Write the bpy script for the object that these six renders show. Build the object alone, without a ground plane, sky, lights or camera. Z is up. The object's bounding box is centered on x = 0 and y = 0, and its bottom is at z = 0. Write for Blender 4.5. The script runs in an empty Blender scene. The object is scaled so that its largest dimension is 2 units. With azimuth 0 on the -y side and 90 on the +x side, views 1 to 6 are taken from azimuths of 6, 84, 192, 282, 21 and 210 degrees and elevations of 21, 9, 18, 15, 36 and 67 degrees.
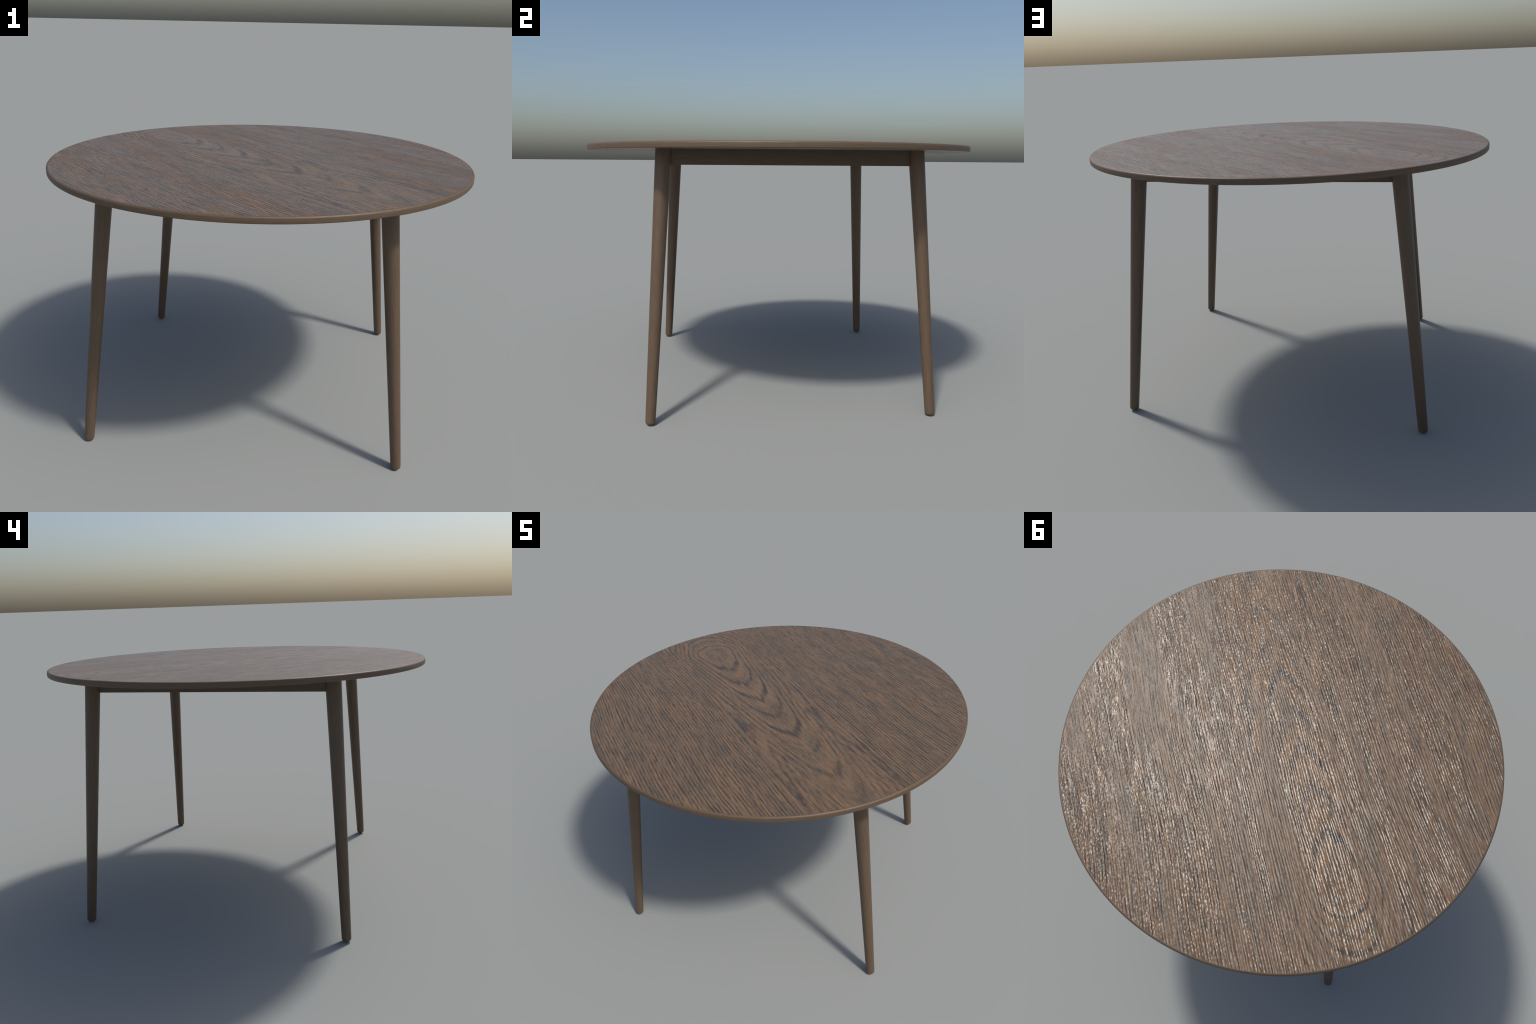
import bpy, bmesh, math
from mathutils import Vector, Matrix

# ------------------------------------------------------------------ sizes (m)
TOP_R = 1.0            # table top radius
TOP_Z = 1.2575         # upper surface
UNDER_Z = 1.2301       # underside
BAND_W = 0.0095        # width of the solid edge band round the veneer
FOOT = (0.7175, 0.6503)    # leg axis at the ground (mirrored in x and y)
HEAD = (0.5822, 0.5768)    # leg axis at the underside
LEG_R0, LEG_R1 = 0.0228, 0.0366   # radius at foot / at top
APRON_BOTTOM = 1.1597
APRON_X, APRON_Y = 0.591, 0.584   # outer faces of the rails
APRON_T = 0.035

# ------------------------------------------------------------------ node kit
class Kit:
    def __init__(self, name):
        self.mat = bpy.data.materials.new(name)
        self.mat.use_nodes = True
        self.nt = self.mat.node_tree
        self.nt.nodes.clear()
        self.out = self.nt.nodes.new("ShaderNodeOutputMaterial")
        self.bsdf = self.nt.nodes.new("ShaderNodeBsdfPrincipled")
        self.nt.links.new(self.bsdf.outputs[0], self.out.inputs[0])

    def put(self, sock, val):
        if isinstance(val, bpy.types.NodeSocket):
            self.nt.links.new(val, sock)
        else:
            sock.default_value = val

    def m(self, op, a, b=0.0, c=0.0):
        n = self.nt.nodes.new("ShaderNodeMath")
        n.operation = op
        for s, v in zip(n.inputs, (a, b, c)):
            self.put(s, v)
        return n.outputs[0]

    def add(self, a, b): return self.m("ADD", a, b)
    def sub(self, a, b): return self.m("SUBTRACT", a, b)
    def mul(self, a, b): return self.m("MULTIPLY", a, b)

    def smax(self, a, b, k):
        return self.m("SMOOTH_MAX", a, b, k)

    def ramp(self, x, lo, hi, a=0.0, b=1.0, smooth=True):
        n = self.nt.nodes.new("ShaderNodeMapRange")
        n.interpolation_type = "SMOOTHSTEP" if smooth else "LINEAR"
        n.clamp = True
        for s, v in zip(n.inputs, (x, lo, hi, a, b)):
            self.put(s, v)
        return n.outputs[0]

    def object_xyz(self):
        t = self.nt.nodes.new("ShaderNodeTexCoord")
        s = self.nt.nodes.new("ShaderNodeSeparateXYZ")
        self.nt.links.new(t.outputs["Object"], s.inputs[0])
        return s.outputs[0], s.outputs[1], s.outputs[2]

    def vec(self, x, y, z):
        n = self.nt.nodes.new("ShaderNodeCombineXYZ")
        for s, v in zip(n.inputs, (x, y, z)):
            self.put(s, v)
        return n.outputs[0]

    def noise(self, x, y, z, detail=2.0, rough=0.5, dist=0.0):
        n = self.nt.nodes.new("ShaderNodeTexNoise")
        n.noise_dimensions = "3D"
        self.nt.links.new(self.vec(x, y, z), n.inputs["Vector"])
        n.inputs["Scale"].default_value = 1.0
        n.inputs["Detail"].default_value = detail
        n.inputs["Roughness"].default_value = rough
        n.inputs["Distortion"].default_value = dist
        return n.outputs[0]

    def mix(self, f, a, b):
        n = self.nt.nodes.new("ShaderNodeMix")
        n.data_type = "RGBA"
        self.put(n.inputs[0], f)
        self.put(n.inputs[6], a if isinstance(a, bpy.types.NodeSocket) else (*a, 1.0))
        self.put(n.inputs[7], b if isinstance(b, bpy.types.NodeSocket) else (*b, 1.0))
        return n.outputs[2]

    def bump(self, h, dist, strength=1.0):
        n = self.nt.nodes.new("ShaderNodeBump")
        self.put(n.inputs["Strength"], strength)
        self.put(n.inputs["Distance"], dist)
        self.put(n.inputs["Height"], h)
        return n.outputs[0]

    def tilt(self, sx, sy):
        """Surface normal leaned by two small slopes."""
        geo = self.nt.nodes.new("ShaderNodeNewGeometry")
        a = self.nt.nodes.new("ShaderNodeVectorMath")
        a.operation = "ADD"
        self.nt.links.new(geo.outputs["Normal"], a.inputs[0])
        self.nt.links.new(self.vec(sx, sy, 0.0), a.inputs[1])
        n = self.nt.nodes.new("ShaderNodeVectorMath")
        n.operation = "NORMALIZE"
        self.nt.links.new(a.outputs[0], n.inputs[0])
        return n.outputs[0]

    def done(self, color, rough, normal=None, spec=0.5, sheen=0.0):
        self.put(self.bsdf.inputs["Base Color"], color)
        self.put(self.bsdf.inputs["Roughness"], rough)
        self.bsdf.inputs["Specular IOR Level"].default_value = spec
        if sheen:
            self.bsdf.inputs["Sheen Weight"].default_value = sheen
            self.bsdf.inputs["Sheen Roughness"].default_value = 0.45
            self.bsdf.inputs["Sheen Tint"].default_value = (1.0, 0.84, 0.78, 1.0)
        if normal is not None:
            self.put(self.bsdf.inputs["Normal"], normal)
        return self.mat

# smoked-oak palette (linear)
TAN = (0.212, 0.135, 0.077)
RUST = (0.196, 0.113, 0.061)
OLIVE = (0.158, 0.110, 0.068)
PORE = (0.050, 0.042, 0.036)
PLAIN = (0.127, 0.082, 0.049)
PLAIN_DARK = (0.080, 0.051, 0.031)
RAIL = (0.088, 0.055, 0.033)  # rail tones, darker than PLAIN
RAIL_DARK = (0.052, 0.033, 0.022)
PITCH = 0.0150         # spacing of the dark pinstripes


def veneer_material():
    """Crown-cut oak veneer: rings of a slightly tilted log, cut flat."""
    k = Kit("oak_veneer")
    x, y, z = k.object_xyz()
    r2 = math.sqrt(0.5)
    u = k.mul(k.sub(x, y), r2)                 # along the grain
    v0 = k.add(k.mul(k.add(x, y), r2), 0.078)  # across, from the crown's axis
    # slow wander of the grain
    av0 = k.m("ABSOLUTE", v0)
    wide = k.ramp(av0, 0.04, 0.40, 0.25, 1.0)
    w1 = k.mul(k.sub(k.noise(k.mul(u, 1.2), k.mul(v0, 1.6), 3.1, 0.0), 0.5), 0.08)
    w2 = k.mul(k.sub(k.noise(k.mul(u, 3.4), k.mul(v0, 9.0), 8.7, 1.0), 0.5), 0.008)
    v = k.add(v0, k.add(k.mul(w1, wide), w2))
    # ring count: slow along the crown's axis, quick across it
    av = k.m("ABSOLUTE", v)
    g = k.smax(k.mul(k.add(u, 0.70), 5.0), k.mul(k.sub(-0.73, u), 14.0), 0.9)
    g = k.mul(g, k.ramp(av, 0.12, 0.45, 1.0, 0.15))
    # the far end of the figure flares out
    flare = k.mul(k.ramp(u, -1.0, -0.55, 0.16, 0.0), k.ramp(av, 0.10, 0.50, 1.0, 0.0))
    av = k.mul(av, k.sub(1.0, flare))
    side = k.sub(av, 0.082)
    h = k.mul(k.add(k.m("SQRT", k.add(k.mul(side, side), 0.0004)), side), 19.0)
    n = k.add(k.add(g, h), k.mul(av, 5.0))
    core = k.ramp(av, 0.10, 0.26, 1.0, 0.0)    # the open crown figure
    outer = k.sub(1.0, core)

    # crown lines: pore bands, finely feathered where they cross the fibres
    jag = k.mul(k.sub(k.noise(k.mul(u, 6.0), k.mul(v0, 85.0), 1.3, 2.0, 0.6), 0.5), 0.70)
    jag = k.mul(jag, k.ramp(av, 0.03, 0.09, 1.0, 0.35))
    f = k.m("FRACT", k.add(k.add(n, jag), 0.12))
    line = k.mul(k.ramp(f, 0.30, 0.46), k.ramp(f, 0.53, 0.74, 1.0, 0.0))
    dash = k.noise(k.mul(u, 20.0), k.mul(v0, 170.0), 2.0, 1.0, 0.6)
    line = k.mul(line, k.ramp(n, 0.6, 1.7, 0.45, 1.0))
    faint = k.noise(k.mul(u, 5.0), k.mul(v0, 22.0), 77.0, 1.0)
    line = k.mul(line, k.ramp(faint, 0.36, 0.58, 0.6, 1.0))
    line = k.mul(line, k.ramp(dash, 0.30, 0.55, 0.5, 1.0))

    # even pinstripes that follow the rings, with drifting phase
    q = k.mul(k.sub(n, k.mul(g, outer)), 1.0 / 45.0)
    drift = k.sub(k.noise(k.mul(u, 2.4), k.mul(q, 24.0), k.mul(v0, 3.0), 2.0, 0.5), 0.5)
    cyc = k.add(k.mul(q, 1.0 / PITCH), k.mul(drift, 0.8))
    wob = k.sub(k.noise(k.mul(u, 11.0), k.mul(v0, 60.0), 91.0, 1.0), 0.5)
    cyc = k.add(cyc, k.mul(wob, 0.5))
    wav = k.add(k.mul(k.m("COSINE", k.mul(cyc, 2 * math.pi)), 0.5), 0.5)
    broken = k.noise(k.mul(u, 14.0), k.mul(cyc, 0.9), k.mul(v0, 6.0), 2.0, 0.6)
    stripe = k.mul(k.ramp(wav, 0.35, 1.0), k.ramp(broken, 0.34, 0.58, 0.30, 1.0))
    s2 = k.noise(k.mul(u, 9.0), k.mul(v, 150.0), 9.0, 1.0, 0.5)
    s3 = k.noise(k.mul(u, 20.0), k.mul(v0, 340.0), 12.0, 2.0, 0.6)
    # dark lines in the colour, partly painted-in shading between the fibre ridges
    drift2 = k.sub(k.noise(k.mul(u, 2.6), k.mul(v, 20.0), 71.0, 2.0, 0.5), 0.5)
    cyc2 = k.add(k.mul(v, 86.0), k.mul(drift2, 2.0))
    th = k.mul(cyc2, 2 * math.pi)
    rlen = k.noise(k.mul(u, 9.0), k.mul(v, 60.0), 61.0, 1.0)
    groove_shade = k.ramp(k.m("SINE", k.add(th, 0.5)), 0.10, 0.95)
    groove_shade = k.mul(groove_shade, k.ramp(rlen, 0.36, 0.60, 0.15, 1.0))
    dark = k.mul(k.mul(line, core), k.ramp(u, 0.10, 0.85, 0.74, 0.42))
    dark = k.add(dark, k.mul(groove_shade, 0.24))
    dark = k.add(dark, k.mul(stripe, k.add(0.22, k.mul(outer, 0.44))))
    dark = k.add(dark, k.mul(k.ramp(s2, 0.45, 0.66), 0.16))
    dark = k.add(dark, k.mul(k.ramp(s3, 0.42, 0.70), 0.16))
    # broader smoky streaks and short open pores
    s4 = k.noise(k.mul(u, 4.5), k.mul(v, 60.0), 53.0, 2.0, 0.55)
    dark = k.add(dark, k.mul(k.ramp(s4, 0.46, 0.66), k.add(0.06, k.mul(outer, 0.18))))
    s5 = k.noise(k.mul(u, 26.0), k.mul(v, 230.0), 57.0, 1.0, 0.5)
    dark = k.add(dark, k.mul(k.ramp(s5, 0.56, 0.66), 0.38))
    dark = k.m("MINIMUM", dark, 1.0)

    tone = k.noise(k.mul(u, 2.5), k.mul(v, 14.0), 21.0, 3.0, 0.6)
    hue = k.noise(k.mul(u, 7.0), k.mul(v, 85.0), 33.0, 2.0, 0.6)
    base = k.mix(k.ramp(hue, 0.40, 0.64), TAN, RUST)
    base = k.mix(k.ramp(tone, 0.42, 0.66), base, OLIVE)
    col = k.mix(dark, base, PORE)

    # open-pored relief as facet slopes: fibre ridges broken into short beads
    ridge = k.mul(k.m("SINE", th), k.ramp(rlen, 0.34, 0.60, 0.70, 1.0))
    b1 = k.sub(k.noise(k.mul(u, 11.0), k.mul(v, 170.0), 40.0, 1.0, 0.5), 0.5)
    b2 = k.sub(k.noise(k.mul(u, 48.0), k.mul(v, 170.0), 44.0, 2.0, 0.6), 0.5)
    b3 = k.sub(k.noise(k.mul(u, 85.0), k.mul(v, 130.0), 47.0, 1.0, 0.5), 0.5)
    calm = k.ramp(k.noise(k.mul(u, 0.9), k.mul(v, 9.0), 50.0, 1.0), 0.38, 0.54, 0.62, 1.0)
    sx = k.add(k.add(k.mul(ridge, 0.27), k.mul(b1, 0.95)), k.mul(b2, 0.75))
    nor = k.tilt(k.add(k.mul(sx, calm), 0.02), k.mul(b3, 0.6))
    return k.done(col, k.ramp(calm, 0.62, 1.0, 0.44, 0.315, False), nor, spec=0.38, sheen=0.05)


def solid_material(name, along, seed, band=False, light=PLAIN, deep=PLAIN_DARK, rough=0.46):
    """Plain stained solid oak; 'along' = axis of the grain (0 x, 1 y, 2 z)."""
    k = Kit(name)
    c = list(k.object_xyz())
    if band:   # grain runs round the rim: angle, height
        a = k.m("ARCTAN2", c[1], c[0])
        g, p, q = a, k.mul(c[2], 1.0), k.mul(k.m("SQRT", k.add(k.mul(c[0], c[0]), k.mul(c[1], c[1]))), 1.0)
    else:
        g = c[along]
        p, q = [c[i] for i in range(3) if i != along]
        info = k.nt.nodes.new("ShaderNodeObjectInfo")
        g = k.add(g, k.mul(info.outputs["Random"], 9.0))
    fl = k.noise(k.mul(g, 2.6), k.mul(p, 40.0), k.add(k.mul(q, 40.0), seed), 2.0, 0.5, 0.3)
    fi = k.noise(k.mul(g, 14.0), k.mul(p, 330.0), k.add(k.mul(q, 330.0), seed), 2.0, 0.6)
    ring = k.m("FRACT", k.mul(fl, 7.0))
    fig = k.mul(k.ramp(ring, 0.2, 0.6), k.ramp(ring, 0.7, 0.95, 1.0, 0.0))
    dk = k.add(k.mul(fig, 0.22), k.mul(k.ramp(fi, 0.45, 0.72), 0.5))
    col = k.mix(dk, light, deep)
    nor = k.bump(fi, 0.0006)
    return k.done(col, rough, nor)


# ------------------------------------------------------------------ mesh kit
def new_object(name, bm, mat, parent, smooth_angle=40):
    me = bpy.data.meshes.new(name)
    bmesh.ops.recalc_face_normals(bm, faces=bm.faces)
    lim = math.radians(smooth_angle)
    for f in bm.faces:
        f.smooth = True
    for e in bm.edges:
        if len(e.link_faces) == 2 and e.calc_face_angle(0) > lim:
            e.smooth = False
    bm.to_mesh(me)
    bm.free()
    me.materials.append(mat)
    ob = bpy.data.objects.new(name, me)
    bpy.context.collection.objects.link(ob)
    ob.parent = parent
    return ob


def lathe(profile, seg, closed=False):
    """Revolve (r, z) points round z; r = 0 ends become poles."""
    bm = bmesh.new()
    rings = []
    for r, z in profile:
        if r < 1e-6:
            rings.append([bm.verts.new((0, 0, z))])
        else:
            rings.append([bm.verts.new((r * math.cos(2 * math.pi * i / seg),
                                        r * math.sin(2 * math.pi * i / seg), z))
                          for i in range(seg)])
    pairs = list(zip(rings, rings[1:]))
    if closed:
        pairs.append((rings[-1], rings[0]))
    for a, b in pairs:
        for i in range(seg):
            j = (i + 1) % seg
            if len(a) == 1:
                bm.faces.new((a[0], b[i], b[j]))
            elif len(b) == 1:
                bm.faces.new((a[i], a[j], b[0]))
            else:
                bm.faces.new((a[i], a[j], b[j], b[i]))
    return bm


def arc(cx, cz, r, a0, a1, n):
    return [(cx + r * math.cos(math.radians(a0 + (a1 - a0) * i / n)),
             cz + r * math.sin(math.radians(a0 + (a1 - a0) * i / n))) for i in range(n + 1)]


# ------------------------------------------------------------------ build
table = bpy.data.objects.new("round_table", None)
bpy.context.collection.objects.link(table)
table["label"] = "round dark oak dining table with four tapered splayed legs"
table["category"] = "table"

veneer = veneer_material()
leg_wood = solid_material("stained_oak_leg", 2, 3.0)
rail_wood_x = solid_material("dark_oak_rail", 0, 17.0, light=RAIL, deep=RAIL_DARK)
band_wood = solid_material("stained_oak_edge", 0, 29.0, band=True, rough=0.52)

# veneered slab and its solid edge band
RI = TOP_R - BAND_W
slab = lathe([(0, TOP_Z), (RI * 0.5, TOP_Z), (RI, TOP_Z),
              (RI, UNDER_Z), (RI * 0.5, UNDER_Z), (0, UNDER_Z)], 192)
new_object("tabletop", slab, veneer, table)

ft, fb = 0.0085, 0.004           # roundings above and below
prof = [(RI, UNDER_Z), (RI, TOP_Z)]
prof += arc(TOP_R - ft, TOP_Z - ft, ft, 90, 0, 8)
prof += arc(TOP_R - fb, UNDER_Z + fb, fb, 0, -90, 5)
new_object("edge_band", lathe(prof, 256, closed=True), band_wood, table)

# one turned leg, reused four times; local z runs up the axis from the ground
dx, dy = HEAD[0] - FOOT[0], HEAD[1] - FOOT[1]
axis_len = math.sqrt(dx * dx + dy * dy + UNDER_Z ** 2)
RT = 0.0150                      # rounding of the foot
tilt = math.sqrt(dx * dx + dy * dy) / UNDER_Z
flat = LEG_R0 - RT
lift = flat * math.sin(math.atan(tilt)) * 0.85
prof = [(0, 0.0), (flat, 0.0)] + arc(LEG_R0 - RT, RT, RT, -90, 0, 8)[1:]
for i in range(1, 13):
    t = i / 12
    zz = RT + (axis_len + 0.004 - RT) * t
    prof.append((LEG_R0 + (LEG_R1 - LEG_R0) * zz / axis_len, zz))
prof.append((0, axis_len + 0.004))
leg_bm = lathe(prof, 64)
legs = []
leg_mesh = None
for sx, sy in ((-1, -1), (1, -1), (1, 1), (-1, 1)):
    foot = Vector((sx * FOOT[0], sy * FOOT[1], 0.0))
    head = Vector((sx * HEAD[0], sy * HEAD[1], UNDER_Z))
    d = (head - foot).normalized()
    if leg_mesh is None:
        ob = new_object("leg", leg_bm, leg_wood, table)
        leg_mesh = ob.data
    else:
        ob = legs[0].copy()
        bpy.context.collection.objects.link(ob)
    ob.rotation_mode = "QUATERNION"
    ob.rotation_quaternion = d.to_track_quat("Z", "Y")
    ob.location = foot + d * 0.0
    legs.append(ob)
# seat the lowest point of the tilted feet on z = 0
bpy.context.view_layer.update()
low = min((ob.matrix_world @ v.co).z for ob in legs for v in ob.data.vertices)
for ob in legs:
    ob.location.z -= low

# four rails between the legs, outer faces just proud of the leg axes
def rail(length):
    bm = bmesh.new()
    bmesh.ops.create_cube(bm, size=1.0)
    hgt = UNDER_Z + 0.003 - APRON_BOTTOM
    bmesh.ops.scale(bm, vec=(length, APRON_T, hgt), verts=bm.verts)
    low_edges = [e for e in bm.edges
                 if all(v.co.z < 0 for v in e.verts) and abs(e.verts[0].co.x - e.verts[1].co.x) > 0.1]
    bmesh.ops.bevel(bm, geom=low_edges, offset=0.0015, segments=2, affect="EDGES", profile=0.5)
    return bm

# flat board closing the frame, flush with the rails' lower edges
PANEL_Z = APRON_BOTTOM + 0.0002
bm = bmesh.new()
bmesh.ops.create_cube(bm, size=1.0)
bmesh.ops.scale(bm, vec=(2 * (APRON_X - APRON_T), 2 * (APRON_Y - APRON_T), UNDER_Z + 0.003 - PANEL_Z), verts=bm.verts)
panel = new_object("underframe_panel", bm, veneer, table, 30)
panel.location = (0, 0, (UNDER_Z + 0.003 + PANEL_Z) / 2)

zc = (UNDER_Z + 0.003 + APRON_BOTTOM) / 2
len_y = 2 * (APRON_Y - APRON_T + 0.012)
len_x = 2 * (APRON_X - APRON_T)
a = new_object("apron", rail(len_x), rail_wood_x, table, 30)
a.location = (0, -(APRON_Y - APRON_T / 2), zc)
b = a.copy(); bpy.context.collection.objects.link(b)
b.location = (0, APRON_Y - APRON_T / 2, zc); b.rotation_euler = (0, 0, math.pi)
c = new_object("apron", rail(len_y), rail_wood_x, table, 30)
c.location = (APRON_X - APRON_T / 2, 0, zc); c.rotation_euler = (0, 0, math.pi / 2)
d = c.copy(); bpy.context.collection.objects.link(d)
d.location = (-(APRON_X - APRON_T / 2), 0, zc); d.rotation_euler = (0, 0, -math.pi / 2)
